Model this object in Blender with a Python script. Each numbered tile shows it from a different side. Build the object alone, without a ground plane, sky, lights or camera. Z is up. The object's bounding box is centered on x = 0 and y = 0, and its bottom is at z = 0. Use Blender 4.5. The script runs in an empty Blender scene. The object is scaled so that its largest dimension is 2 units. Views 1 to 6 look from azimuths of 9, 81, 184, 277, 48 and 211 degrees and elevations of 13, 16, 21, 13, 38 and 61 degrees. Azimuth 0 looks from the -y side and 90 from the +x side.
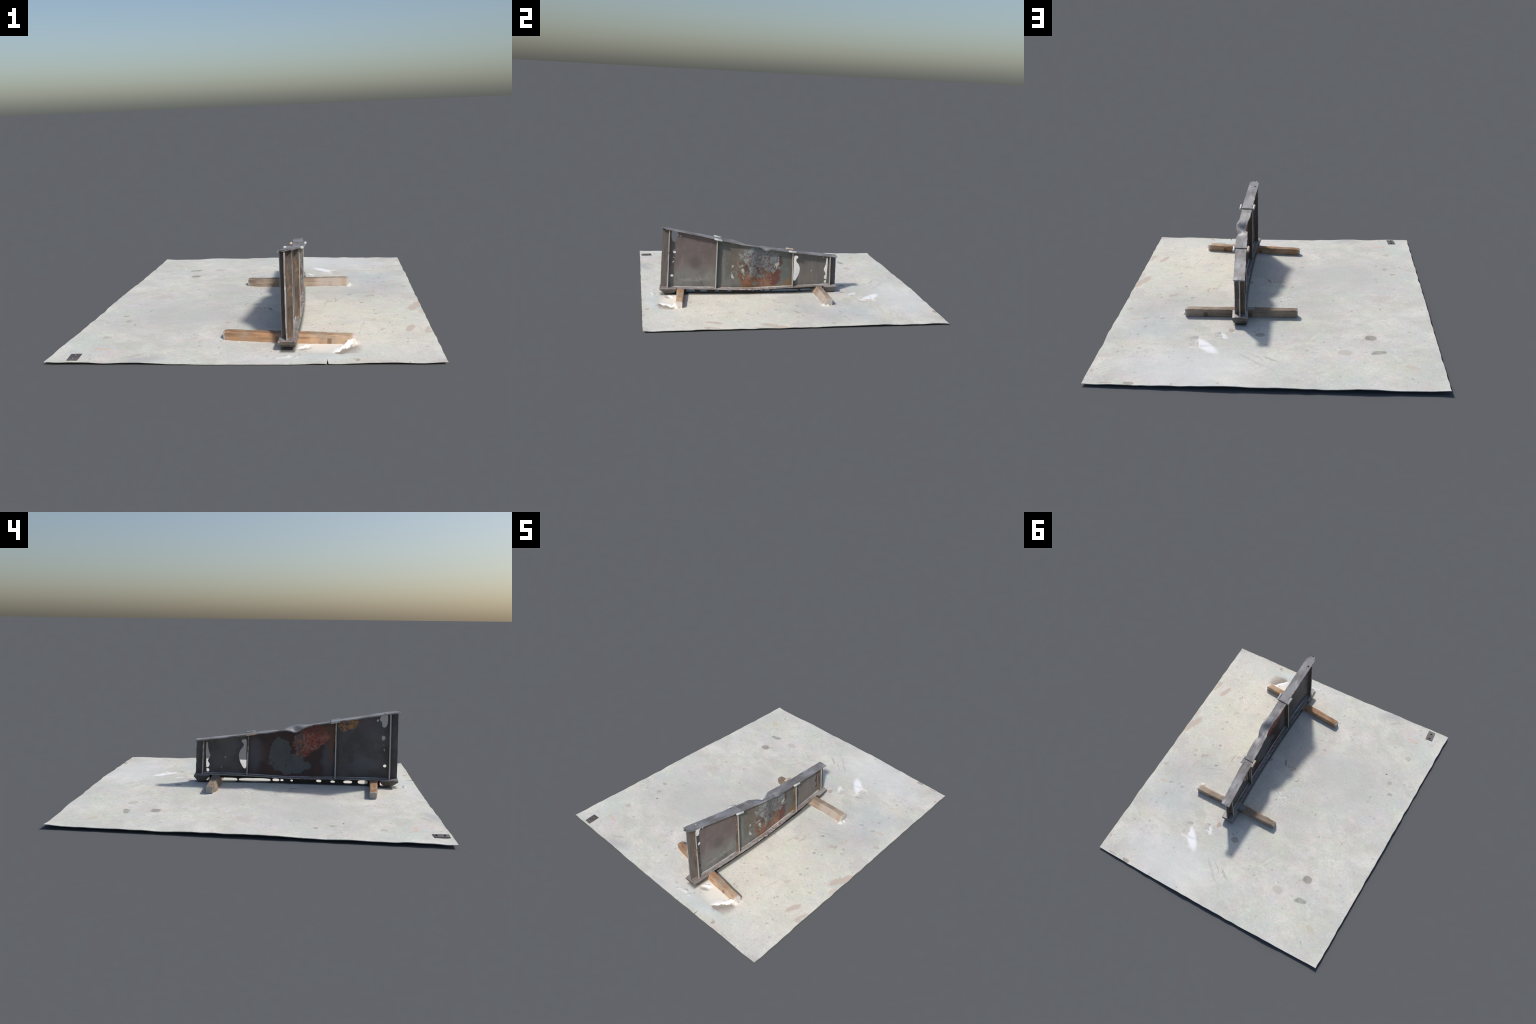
# Tapered steel girder with a buckled top flange, resting on two timber blocks
# on a thin sheet of concrete floor, with a small bolted steel plate in a corner.
import bpy, bmesh, math, random
import numpy as np
from mathutils import Vector, Matrix, noise as mnoise

random.seed(7)
COL = bpy.context.scene.collection

# ------------------------------------------------------------------ helpers
def curve(pts):
    """monotone-ish cubic interpolation through (t, value) control points"""
    xs = np.array([p[0] for p in pts], float)
    ys = np.array([p[1] for p in pts], float)
    d = np.diff(ys) / np.diff(xs)
    m = np.zeros(len(xs))
    m[0], m[-1] = d[0], d[-1]
    for i in range(1, len(xs) - 1):
        m[i] = 0.0 if d[i-1] * d[i] <= 0 else 2 * d[i-1] * d[i] / (d[i-1] + d[i])

    def f(t):
        t = min(max(t, xs[0]), xs[-1])
        i = min(max(int(np.searchsorted(xs, t)) - 1, 0), len(xs) - 2)
        h = xs[i+1] - xs[i]
        u = (t - xs[i]) / h
        return float((2*u**3 - 3*u**2 + 1) * ys[i] + (u**3 - 2*u**2 + u) * h * m[i]
                     + (-2*u**3 + 3*u**2) * ys[i+1] + (u**3 - u**2) * h * m[i+1])
    return f

def nz(x, y, z=0.0, s=1.0):
    return mnoise.noise(Vector((x * s, y * s, z * s)))

def sstep(a, b, v):
    t = min(max((v - a) / (b - a), 0.0), 1.0)
    return t * t * (3 - 2 * t)

def new_obj(name, mesh, parent=None, loc=None):
    ob = bpy.data.objects.new(name, mesh)
    COL.objects.link(ob)
    if loc is not None:
        ob.location = loc
    if parent is not None:
        ob.parent = parent
        ob.matrix_parent_inverse = Matrix.Translation(parent.location).inverted()
    return ob

def mesh_from_bm(bm, name, mats, smooth_angle=None):
    bmesh.ops.recalc_face_normals(bm, faces=bm.faces[:])
    me = bpy.data.meshes.new(name)
    bm.to_mesh(me)
    bm.free()
    for m in mats:
        me.materials.append(m)
    if smooth_angle is not None:
        for p in me.polygons:
            p.use_smooth = True
        me.set_sharp_from_angle(angle=math.radians(smooth_angle))
    return me

def loft(rings, closed_ring=True, caps=True, bm=None):
    bm = bm or bmesh.new()
    rows = [[bm.verts.new(p) for p in r] for r in rings]
    n = len(rings[0])
    for a, b in zip(rows[:-1], rows[1:]):
        for i in range(n if closed_ring else n - 1):
            j = (i + 1) % n
            bm.faces.new((a[i], a[j], b[j], b[i]))
    if caps:
        bm.faces.new(rows[0][::-1])
        bm.faces.new(rows[-1])
    return bm

def apply_modifiers(ob):
    dg = bpy.context.evaluated_depsgraph_get()
    me = bpy.data.meshes.new_from_object(ob.evaluated_get(dg))
    old = ob.data
    ob.modifiers.clear()
    ob.data = me
    if old.users == 0:
        bpy.data.meshes.remove(old)

def cut(ob, cutter_bm):
    bmesh.ops.recalc_face_normals(cutter_bm, faces=cutter_bm.faces[:])
    cm = bpy.data.meshes.new("cutter")
    cutter_bm.to_mesh(cm)
    cutter_bm.free()
    co = bpy.data.objects.new("cutter", cm)
    COL.objects.link(co)
    md = ob.modifiers.new("cut", 'BOOLEAN')
    md.operation = 'DIFFERENCE'
    md.solver = 'EXACT'
    md.object = co
    bpy.context.view_layer.update()
    apply_modifiers(ob)
    bpy.data.objects.remove(co)
    bpy.data.meshes.remove(cm)

# ------------------------------------------------------------ shader helper
class Mat:
    def __init__(self, name, rough=0.7, metal=0.0, spec=0.3):
        self.m = bpy.data.materials.new(name)
        self.m.use_nodes = True
        self.t = self.m.node_tree
        self.t.nodes.clear()
        self.out = self.t.nodes.new('ShaderNodeOutputMaterial')
        self.b = self.t.nodes.new('ShaderNodeBsdfPrincipled')
        self.t.links.new(self.b.outputs[0], self.out.inputs[0])
        self.b.inputs['Roughness'].default_value = rough
        self.b.inputs['Metallic'].default_value = metal
        self.b.inputs['Specular IOR Level'].default_value = spec
        tc = self.t.nodes.new('ShaderNodeTexCoord')
        self.P = tc.outputs['Object']
        sx = self.t.nodes.new('ShaderNodeSeparateXYZ')
        self.t.links.new(self.P, sx.inputs[0])
        self.x, self.y, self.z = sx.outputs

    def _in(self, sock, v):
        if isinstance(v, bpy.types.NodeSocket):
            self.t.links.new(v, sock)
        elif isinstance(v, (tuple, list)):
            sock.default_value = tuple(v) + ((1.0,) if len(v) == 3 and len(sock.default_value) == 4 else ())
        else:
            sock.default_value = v

    def math(self, op, a, b=0.0, clamp=False):
        n = self.t.nodes.new('ShaderNodeMath')
        n.operation = op
        n.use_clamp = clamp
        self._in(n.inputs[0], a)
        self._in(n.inputs[1], b)
        return n.outputs[0]

    def add(self, a, b): return self.math('ADD', a, b)
    def sub(self, a, b): return self.math('SUBTRACT', a, b)
    def mul(self, a, b): return self.math('MULTIPLY', a, b)
    def lim(self, v): return self.math('ADD', v, 0.0, True)

    def smooth(self, v, lo, hi, a=0.0, b=1.0):
        n = self.t.nodes.new('ShaderNodeMapRange')
        n.interpolation_type = 'SMOOTHSTEP'
        self._in(n.inputs[0], v)
        for i, q in enumerate((lo, hi, a, b)):
            n.inputs[1 + i].default_value = q
        return n.outputs[0]

    def mapping(self, vec=None, scale=(1, 1, 1), rot=(0, 0, 0), loc=(0, 0, 0)):
        n = self.t.nodes.new('ShaderNodeMapping')
        self._in(n.inputs[0], vec or self.P)
        n.inputs[1].default_value = loc
        n.inputs[2].default_value = rot
        n.inputs[3].default_value = scale
        return n.outputs[0]

    def noise(self, scale, detail=4, rough=0.55, vec=None, dist=0.0, color=False):
        n = self.t.nodes.new('ShaderNodeTexNoise')
        self._in(n.inputs['Vector'], vec or self.P)
        n.inputs['Scale'].default_value = scale
        n.inputs['Detail'].default_value = detail
        n.inputs['Roughness'].default_value = rough
        n.inputs['Distortion'].default_value = dist
        return n.outputs['Color' if color else 'Fac']

    def voronoi(self, scale, vec=None, feature='F1'):
        n = self.t.nodes.new('ShaderNodeTexVoronoi')
        n.feature = feature
        self._in(n.inputs['Vector'], vec or self.P)
        n.inputs['Scale'].default_value = scale
        return n

    def warp(self, scale, amount, vec=None, detail=3):
        """coordinates shaken by coloured noise"""
        c = self.noise(scale, detail, color=True)
        a = self.t.nodes.new('ShaderNodeVectorMath')
        a.operation = 'SUBTRACT'
        self._in(a.inputs[0], c)
        a.inputs[1].default_value = (0.5, 0.5, 0.5)
        b = self.t.nodes.new('ShaderNodeVectorMath')
        b.operation = 'MULTIPLY_ADD'
        self._in(b.inputs[0], a.outputs[0])
        b.inputs[1].default_value = (amount,) * 3
        self._in(b.inputs[2], vec or self.P)
        return b.outputs[0]

    def mix(self, f, a, b, mode='MIX'):
        n = self.t.nodes.new('ShaderNodeMix')
        n.data_type = 'RGBA'
        n.blend_type = mode
        self._in(n.inputs[0], f)
        self._in(n.inputs[6], a)
        self._in(n.inputs[7], b)
        return n.outputs[2]

    def ellipse(self, cx, cy, rx, ry, rot=0.0, soft=0.25, vec=None, axes='xy'):
        """1 inside an ellipse around (cx, cy), 0 outside"""
        n = self.t.nodes.new('ShaderNodeMapping')
        n.vector_type = 'TEXTURE'
        self._in(n.inputs[0], vec or self.P)
        big = 1e6
        if axes == 'xy':
            n.inputs[1].default_value = (cx, cy, 0)
            n.inputs[2].default_value = (0, 0, rot)
            n.inputs[3].default_value = (rx, ry, big)
        else:                                       # 'yz'
            n.inputs[1].default_value = (0, cx, cy)
            n.inputs[2].default_value = (rot, 0, 0)
            n.inputs[3].default_value = (big, rx, ry)
        l = self.t.nodes.new('ShaderNodeVectorMath')
        l.operation = 'LENGTH'
        self._in(l.inputs[0], n.outputs[0])
        return self.smooth(l.outputs['Value'], 1 + soft, 1 - soft)

    def rag(self, m, n, k=2.0, w=0.04):
        """soft mask m turned into a ragged-edged one by noise n"""
        return self.smooth(self.add(m, self.mul(self.sub(n, 0.5), k)), 0.5 - w, 0.5 + w)

    def after(self, vec, c):
        """the same vector, but evaluated only after colour c (keeps long stain chains cheap to shade)"""
        n = self.t.nodes.new('ShaderNodeVectorMath')
        n.operation = 'MULTIPLY_ADD'
        self._in(n.inputs[0], c)
        n.inputs[1].default_value = (1e-9,) * 3
        self._in(n.inputs[2], vec)
        return n.outputs[0]

    def bump(self, h, dist=0.002, strength=0.5):
        n = self.t.nodes.new('ShaderNodeBump')
        n.inputs['Strength'].default_value = strength
        n.inputs['Distance'].default_value = dist
        self._in(n.inputs['Height'], h)
        self.t.links.new(n.outputs[0], self.b.inputs['Normal'])

    def color(self, c):
        self._in(self.b.inputs['Base Color'], c)
        return self.m

# ---------------------------------------------------------------- materials
def concrete_material():
    M = Mat("weathered_concrete", rough=0.85, spec=0.2)
    big = M.noise(2.2, 4, 0.55)
    mid = M.noise(6.0, 9, 0.68, vec=M.mapping(scale=(1.0, 1.4, 1), rot=(0, 0, 0.5)), dist=0.25)
    fine = M.noise(38.0, 5, 0.65, vec=M.mapping(scale=(1.0, 2.0, 1), rot=(0, 0, 0.25)))
    tint = M.noise(3.6, 3, 0.5, vec=M.mapping(loc=(4, 2, 0)))
    c = M.mix(M.smooth(mid, 0.38, 0.66), (0.545, 0.545, 0.525), (0.685, 0.68, 0.655))
    c = M.mix(M.smooth(tint, 0.42, 0.62, 0, 0.7), c, (0.575, 0.600, 0.590))       # cool greenish film
    c = M.mix(M.smooth(M.noise(4.4, 3, vec=M.mapping(loc=(9, 1, 0))), 0.52, 0.68, 0, 0.5), c, (0.665, 0.625, 0.615))
    warm = M.mul(M.ellipse(0.52, -0.45, 0.40, 0.42, 0.2, 0.75), M.smooth(big, 0.3, 0.6, 0.45, 1))
    c = M.mix(M.mul(warm, 0.65), c, (0.78, 0.745, 0.655))                          # warm cream area
    c = M.mix(M.smooth(fine, 0.35, 0.7, 0.0, 0.16), c, (0.42, 0.42, 0.41))
    c = M.mix(M.smooth(M.noise(24, 4, 0.6, vec=M.mapping(loc=(2, 7, 0))), 0.60, 0.74, 0, 0.35), c, (0.80, 0.80, 0.79))
    c = M.mix(M.smooth(M.noise(2.6, 5, 0.6, vec=M.mapping(loc=(5, 11, 0))), 0.40, 0.62, 0.0, 0.30), c, (0.44, 0.435, 0.42))
    # faint pink / green / lavender clouding and pale trowel lines
    c = M.mix(0.20, c, M.noise(7, 4, 0.6, vec=M.mapping(loc=(6, 3, 0)), color=True), 'SOFT_LIGHT')
    c = M.mix(0.22, c, M.noise(30, 4, 0.6, vec=M.mapping(loc=(1, 9, 0), scale=(1, 1.8, 1), rot=(0, 0, 0.4)), color=True), 'SOFT_LIGHT')
    ridge = M.math('ABSOLUTE', M.sub(M.noise(3.0, 2, 0.5, vec=M.mapping(loc=(8, 8, 0)), dist=0.2), 0.5))
    c = M.mix(M.mul(M.smooth(ridge, 0.008, 0.001), M.smooth(M.noise(5, 2), 0.50, 0.62, 0, .28)), c, (0.80, 0.79, 0.75))
    grit = M.noise(120, 3, 0.6)
    c = M.mix(M.smooth(grit, 0.56, 0.70, 0, 0.34), c, (0.34, 0.33, 0.30))
    c = M.mix(M.smooth(M.noise(75, 5, 0.7, vec=M.mapping(loc=(4, 4, 0))), 0.36, 0.64, 0.16, 0.0), c, (0.30, 0.295, 0.275))
    c = M.mix(M.smooth(M.noise(90, 4, 0.6, vec=M.mapping(loc=(9, 4, 0))), 0.60, 0.72, 0, 0.3), c, (0.88, 0.87, 0.85))
    c = M.mix(1.0, c, (1.20, 1.175, 1.11), 'MULTIPLY')
    w = M.warp(24.0, 0.030, detail=6)
    w2 = M.warp(60.0, 0.012)
    w3 = M.warp(70.0, 0.020)

    def stain(c, x, y, rx, ry, col, f=0.6, rot=0.0, soft=0.12, vec=None):
        return M.mix(M.mul(M.ellipse(x, y, rx, ry, rot, soft, M.after(vec or w, c)), f), c, col)

    # soft-edged patches: broad greyer and brighter areas
    for x, y, rx, ry, rot, col, f in (
            (0.50, 0.20, 0.22, 0.14, 0.6, (0.50, 0.50, 0.50), 0.45),
            (0.55, 0.45, 0.16, 0.12, 0.0, (0.50, 0.54, 0.56), 0.45),
            (-0.43, -0.955, 0.08, 0.035, 0.3, (0.40, 0.42, 0.45), 0.5),
            (-0.45, -0.30, 0.28, 0.22, 0.4, (0.54, 0.545, 0.54), 0.45),
            (0.36, -0.86, 0.15, 0.04, 0.1, (0.60, 0.655, 0.655), 0.55),
            (0.14, -0.88, 0.10, 0.06, 0.2, (0.70, 0.70, 0.70), 0.5),
            (0.30, 0.85, 0.28, 0.16, 0.0, (0.70, 0.72, 0.73), 0.5),
            (-0.18, 0.15, 0.16, 0.07, 0.3, (0.56, 0.55, 0.53), 0.35)):
        c = stain(c, x, y, rx, ry, col, f, rot, 0.7)

    # oil and water marks, tan scrapes and drips
    oil, tan, brown, dark = (0.30, 0.29, 0.25), (0.61, 0.515, 0.43), (0.36, 0.31, 0.26), (0.14, 0.14, 0.14)
    marks = [
        (-0.542, 0.473, 0.028, 0.024, oil, .72, 0.3), (-0.522, 0.478, 0.012, 0.016, oil, .5, 0.0),
        (-0.573, 0.617, 0.032, 0.020, oil, .62, 0.2), (-0.548, 0.630, 0.018, 0.012, oil, .5, 0.6),
        (-0.600, 0.610, 0.012, 0.010, oil, .45, 0.0), (-0.406, 0.630, 0.034, 0.028, (0.5, 0.46, 0.38), .5, 0),
        (0.020, 0.484, 0.024, 0.020, oil, .65, 0), (0.052, 0.455, 0.009, 0.008, oil, .5, 0),
        (0.690, 0.370, 0.030, 0.012, tan, .65, 0.25), (0.449, 0.079, 0.012, 0.008, dark, .5, 0.8),
        (0.742, -0.487, 0.053, 0.016, tan, .85, 1.36), (0.819, -0.505, 0.050, 0.010, tan, .75, 1.34),
        (0.830, -0.532, 0.018, 0.013, tan, .7, 1.2),
        (0.790, -0.120, 0.088, 0.022, tan, .8, 1.30), (0.812, -0.085, 0.050, 0.020, tan, .75, 1.5),
        (0.770, -0.150, 0.040, 0.018, tan, .65, 1.2), (0.815, -0.222, 0.034, 0.015, tan, .65, 1.43),
        (-0.660, -0.833, 0.040, 0.011, (0.70, 0.55, 0.48), .85, -0.1), (-0.792, -0.873, 0.020, 0.009, tan, .5, .7),
        (-0.670, -0.439, 0.016, 0.014, oil, .45, 0), (-0.715, -0.357, 0.018, 0.014, oil, .5, 0),
        (-0.621, -0.490, 0.0058, 0.0055, (0.06, 0.06, 0.06), .9, 0), (-0.695, -0.684, 0.022, 0.015, brown, .35, .5),
        (0.033, -0.198, 0.009, 0.026, (0.26, 0.24, 0.22), .7, 0.5), (0.141, -0.171, 0.016, 0.020, brown, .5, 0),
        (0.172, 0.447, 0.014, 0.021, (0.45, 0.36, 0.29), .75, 0.3), (0.552, 0.979, 0.026, 0.014, brown, .7, 0.1),
        (0.661, 0.985, 0.034, 0.009, brown, .5, 0.1), (-0.106, -0.113, 0.017, 0.006, brown, .7, 0.7),
        (-0.152, -0.435, 0.012, 0.005, brown, .75, -0.4), (-0.717, 0.745, 0.036, 0.018, (0.56, 0.50, 0.40), .5, -.5),
        (0.642, 0.355, 0.013, 0.009, (0.42, 0.40, 0.38), .6, 0.8), (0.552, 0.348, 0.016, 0.012, (0.40, 0.42, 0.43), .6, 0.8),
        (0.580, 0.330, 0.010, 0.009, (0.40, 0.42, 0.43), .5, 0), (0.496, -0.894, 0.012, 0.008, brown, .65, 0.8),
        (0.608, -0.905, 0.032, 0.0045, (0.55, 0.5, 0.42), .7, 0.05), (-0.118, -0.914, 0.010, 0.012, tan, .5, 0),
        (-0.128, -0.771, 0.016, 0.005, (0.5, 0.38, 0.30), .65, 1.6), (-0.103, -0.842, 0.008, 0.013, tan, .55, 0.3),
        (-0.230, -0.713, 0.010, 0.005, (0.5, 0.38, 0.30), .6, 0.8), (-0.263, -0.663, 0.018, 0.005, tan, .55, 0.6),
        (-0.477, -0.902, 0.042, 0.009, brown, .35, 0.57),
        (0.761, 0.248, 0.022, 0.011, (0.48, 0.42, 0.34), .6, 0.5),
        (0.524, 0.232, 0.045, 0.0035, tan, .7, 1.82), (0.510, 0.195, 0.015, 0.008, tan, .6, 1.0),
        (0.577, 0.150, 0.045, 0.0045, tan, .75, 1.55), (0.585, 0.223, 0.021, 0.008, tan, .6, 1.15),
        (0.556, 0.051, 0.024, 0.010, (0.50, 0.42, 0.38), .65, 0.7), (0.575, 0.062, 0.010, 0.016, (0.50, 0.42, 0.38), .6, 0.2),
        (0.324, -0.084, 0.050, 0.0040, (0.54, 0.45, 0.40), .7, 1.5), (0.345, -0.060, 0.016, 0.010, (0.54, 0.45, 0.40), .55, 0.9),
        (0.374, -0.028, 0.038, 0.0050, (0.52, 0.44, 0.39), .65, 1.62),
        (0.648, 0.168, 0.100, 0.0018, (0.52, 0.44, 0.37), .5, 1.54), (0.444, 0.111, 0.075, 0.0025, (0.42, 0.39, 0.37), .5, 0.53),
        (0.430, 0.150, 0.080, 0.0030, (0.45, 0.42, 0.40), .4, 0.62),
        (0.640, 0.046, 0.012, 0.008, (0.52, 0.45, 0.36), .6, -0.6), (0.622, 0.452, 0.015, 0.007, (0.5, 0.46, 0.36), .6, 1.54),
        (0.586, 0.344, 0.033, 0.0060, (0.56, 0.5, 0.4), .5, 1.41), (0.516, -0.466, 0.150, 0.0018, (0.60, 0.52, 0.44), .5, 1.48),
        (0.606, -0.516, 0.008, 0.006, brown, .6, 0), (0.618, -0.498, 0.009, 0.006, brown, .6, 0),
        (0.727, -0.332, 0.014, 0.006, tan, .6, 0.8), (0.692, -0.280, 0.009, 0.006, (0.5, 0.42, 0.32), .65, 0.8),
        (0.514, -0.070, 0.011, 0.007, brown, .6, 0.8), (0.573, -0.362, 0.018, 0.012, (0.62, 0.52, 0.40), .5, 1.0),
        (0.015, 0.706, 0.060, 0.0035, (0.45, 0.43, 0.40), .5, 2.5), (-0.055, 0.725, 0.040, 0.006, (0.40, 0.38, 0.35), .5, 2.6),
        (0.03, 0.745, 0.09, 0.010, (0.52, 0.51, 0.48), .5, 2.45), (0.245, -0.835, 0.005, 0.004, (0.06, 0.10, 0.20), .8, 0),
    ]
    for x, y, rx, ry, col, f, rot in marks:
        c = stain(c, x, y, rx, ry, col, f, rot, 0.14 if rx * ry > 3e-5 else 0.35)
    # little row of dabs beside the dark mark
    for i, (x, y) in enumerate(((0.005, -0.196), (-0.004, -0.180), (-0.022, -0.190), (-0.036, -0.176), (-0.048, -0.192), (-0.060, -0.180))):
        c = stain(c, x, y, 0.0055, 0.0065, brown, .7, 0, .3, w2)

    # scattered specks, denser on the +x half of the floor
    def specks(c, scale, size, col, lo, loc, f):
        v = M.voronoi(scale, M.mapping(M.after(w3, c), loc=loc, scale=(1.0, 0.72, 1.0)))
        sc = M.t.nodes.new('ShaderNodeSeparateXYZ')
        M.t.links.new(v.outputs['Color'], sc.inputs[0])
        rnd, rnd2 = sc.outputs[0], sc.outputs[1]
        dens = M.add(M.smooth(M.x, -0.2, 0.7, 0.0, 0.22), lo)
        on = M.math('LESS_THAN', rnd, dens)
        r = M.mul(M.math('POWER', rnd2, 1.7), size * scale)
        d = M.smooth(M.sub(v.outputs['Distance'], r), 0.04, -0.04)
        return M.mix(M.mul(M.mul(on, d), f), c, col)
    c = specks(c, 14, 0.013, (0.44, 0.39, 0.31), 0.08, (0, 0, 0), .55)
    c = specks(c, 31, 0.0075, (0.36, 0.33, 0.26), 0.18, (3, 1, 0), .5)
    c = specks(c, 52, 0.0050, (0.32, 0.29, 0.25), 0.20, (1, 5, 0), .45)
    c = specks(c, 24, 0.0075, (0.62, 0.53, 0.47), 0.10, (7, 2, 0), .6)
    # white paint splashes
    spl = M.math('GREATER_THAN', M.noise(62, 2, 0.5), 0.60)
    c = M.mix(M.mul(M.mul(M.ellipse(-0.085, 0.05, 0.065, 0.05, 0.4, 0.5), spl), .85), c, (0.86, 0.87, 0.86))
    c = M.mix(M.mul(M.mul(M.ellipse(-0.09, 0.16, 0.05, 0.04, 0.4, 0.5), M.math('GREATER_THAN', spl, 0.5)), .4), c, (0.86, 0.87, 0.86))

    # pale patches at scan-artefact lips, sunlit brightness painted in (hard on the lip side, fading inwards)
    def lip(c, ax, ay, bx, by, cx, cy, rx, ry, rot, col, f, soft=0.6):
        """patch cut off along the line a-b; stays on the side of (cx, cy)"""
        nx, ny = -(by - ay), (bx - ax)
        ln = math.hypot(nx, ny)
        nx, ny = nx / ln, ny / ln
        if (cx - ax) * nx + (cy - ay) * ny < 0:
            nx, ny = -nx, -ny
        s = M.t.nodes.new('ShaderNodeVectorMath')
        s.operation = 'DOT_PRODUCT'
        q = M.after(w2, c)
        M._in(s.inputs[0], q)
        s.inputs[1].default_value = (nx, ny, 0)
        side = M.smooth(M.sub(s.outputs['Value'], ax * nx + ay * ny), -0.001, 0.0015)
        return M.mix(M.mul(M.mul(side, M.ellipse(cx, cy, rx, ry, rot, soft, q)), f), c, col)
    WHITE = (0.92, 0.92, 0.93)
    c = lip(c, 0.323, 0.545, 0.309, 0.622, 0.275, 0.625, 0.090, 0.028, 2.36, WHITE, 1.0, 0.4)
    c = lip(c, 0.215, 0.485, 0.208, 0.520, 0.198, 0.517, 0.026, 0.013, 2.2, WHITE, .9)
    CREAM = (0.90, 0.86, 0.77)
    c = lip(c, 0.472, -0.721, 0.400, -0.812, 0.35, -0.750, 0.13, 0.060, -0.1, CREAM, .8)
    c = lip(c, 0.472, -0.721, 0.400, -0.812, 0.428, -0.760, 0.064, 0.017, 0.9, (0.95, 0.94, 0.92), 1.0, 0.35)
    # brown patch outside the flap, darker towards the lip, cut straight along its near side
    q = M.after(w2, c)
    s3 = M.t.nodes.new('ShaderNodeSeparateXYZ')
    M._in(s3.inputs[0], q)
    nx, ny = 0.7843, -0.6205                                   # outward from the lip
    d = M.sub(M.add(M.mul(s3.outputs[0], nx), M.mul(s3.outputs[1], ny)), 0.472 * nx + 0.721 * -ny)
    brown_patch = M.mul(M.smooth(d, -0.001, 0.0015), M.smooth(d, 0.105, 0.045))
    brown_patch = M.mul(brown_patch, M.mul(M.smooth(s3.outputs[1], -0.828, -0.818), M.smooth(s3.outputs[0], 0.530, 0.480)))
    brown_patch = M.mul(brown_patch, M.smooth(s3.outputs[1], -0.712, -0.735))
    sc = M.mix(M.smooth(d, 0.0, 0.035), (0.27, 0.235, 0.195), (0.52, 0.46, 0.41))
    c = M.mix(M.mul(brown_patch, .95), c, sc)
    c = lip(c, 0.235, -0.765, 0.275, -0.742, 0.262, -0.736, 0.032, 0.016, 0.4, WHITE, .9)
    c = lip(c, 0.235, -0.765, 0.275, -0.742, 0.258, -0.768, 0.028, 0.013, 0.4, (0.36, 0.34, 0.32), .7)
    # baked shade under the girder foot, painted as a dark strip
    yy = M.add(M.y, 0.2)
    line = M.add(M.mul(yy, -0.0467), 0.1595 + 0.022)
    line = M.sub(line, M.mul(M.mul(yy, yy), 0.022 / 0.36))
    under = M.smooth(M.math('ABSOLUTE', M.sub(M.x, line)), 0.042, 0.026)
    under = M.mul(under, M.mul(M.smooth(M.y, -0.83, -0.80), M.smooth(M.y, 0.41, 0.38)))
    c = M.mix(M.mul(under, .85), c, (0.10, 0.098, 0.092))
    M.bump(M.add(M.mul(fine, 0.6), M.noise(130, 3, 0.6)), 0.0012, 0.35)
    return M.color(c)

def steel_material(name, base, base2, accent=(0.26, 0.13, 0.07), rust=0.25, rough=0.55, edge=None, flecks=None, metal=0.15):
    """mill-scale steel: two tones, light scuffs and patches of rust"""
    M = Mat(name, rough=rough, metal=metal, spec=0.4)
    a = M.noise(9, 5, 0.6)
    st = M.noise(30, 4, 0.6, vec=M.mapping(scale=(1, 0.22, 1)))
    c = M.mix(M.smooth(a, 0.36, 0.64), base, base2)
    light = tuple(min(1, 1.55 * v + 0.03) for v in base2)
    c = M.mix(M.smooth(st, 0.53, 0.72, 0, 0.6), c, light)
    dark = tuple(0.45 * v for v in base)
    c = M.mix(M.smooth(M.noise(24, 6, 0.7, vec=M.mapping(scale=(1.4, 0.35, 1), loc=(6, 1, 3))), 0.52, 0.66, 0, 0.6), c, dark)
    if rust:
        r = M.smooth(M.noise(14, 6, 0.68, vec=M.mapping(loc=(3, 8, 1))), 0.56, 0.66)
        c = M.mix(M.mul(r, rust), c, accent)
    if flecks:
        y0, y1, s = flecks
        band = M.mul(M.smooth(M.y, y0 - .04, y0 + .04), M.smooth(M.y, y1 + .04, y1 - .04))
        f1 = M.smooth(M.noise(90, 3, 0.6), 0.52, 0.58)
        f2 = M.smooth(M.noise(75, 3, 0.6, vec=M.mapping(loc=(5, 2, 2))), 0.54, 0.60)
        c = M.mix(M.mul(M.mul(band, f1), s), c, (0.20, 0.125, 0.115))
        c = M.mix(M.mul(M.mul(band, f2), s), c, (0.55, 0.53, 0.52))
    dots = M.voronoi(60)
    sc = M.t.nodes.new('ShaderNodeSeparateXYZ')
    M.t.links.new(dots.outputs['Color'], sc.inputs[0])
    dd = M.mul(M.math('LESS_THAN', sc.outputs[0], 0.03), M.smooth(dots.outputs['Distance'], 0.16, 0.10))
    c = M.mix(M.mul(dd, .7), c, (0.60, 0.60, 0.58))
    if edge:
        half, width, col = edge
        ax = M.math('ABSOLUTE', M.x)
        e = M.smooth(M.add(ax, M.mul(M.sub(M.noise(40, 3), 0.5), 0.004)), half - width, half - width + 0.001)
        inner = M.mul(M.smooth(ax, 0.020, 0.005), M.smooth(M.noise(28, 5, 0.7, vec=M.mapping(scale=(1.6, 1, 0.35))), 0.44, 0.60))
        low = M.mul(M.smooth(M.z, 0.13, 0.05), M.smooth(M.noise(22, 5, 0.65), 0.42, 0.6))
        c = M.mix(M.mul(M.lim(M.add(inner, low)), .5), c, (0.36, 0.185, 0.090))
        c = M.mix(M.mul(e, .9), c, col)
    M.bump(M.add(a, M.mul(st, .5)), 0.0015, 0.3)
    return M.color(c)

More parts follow.
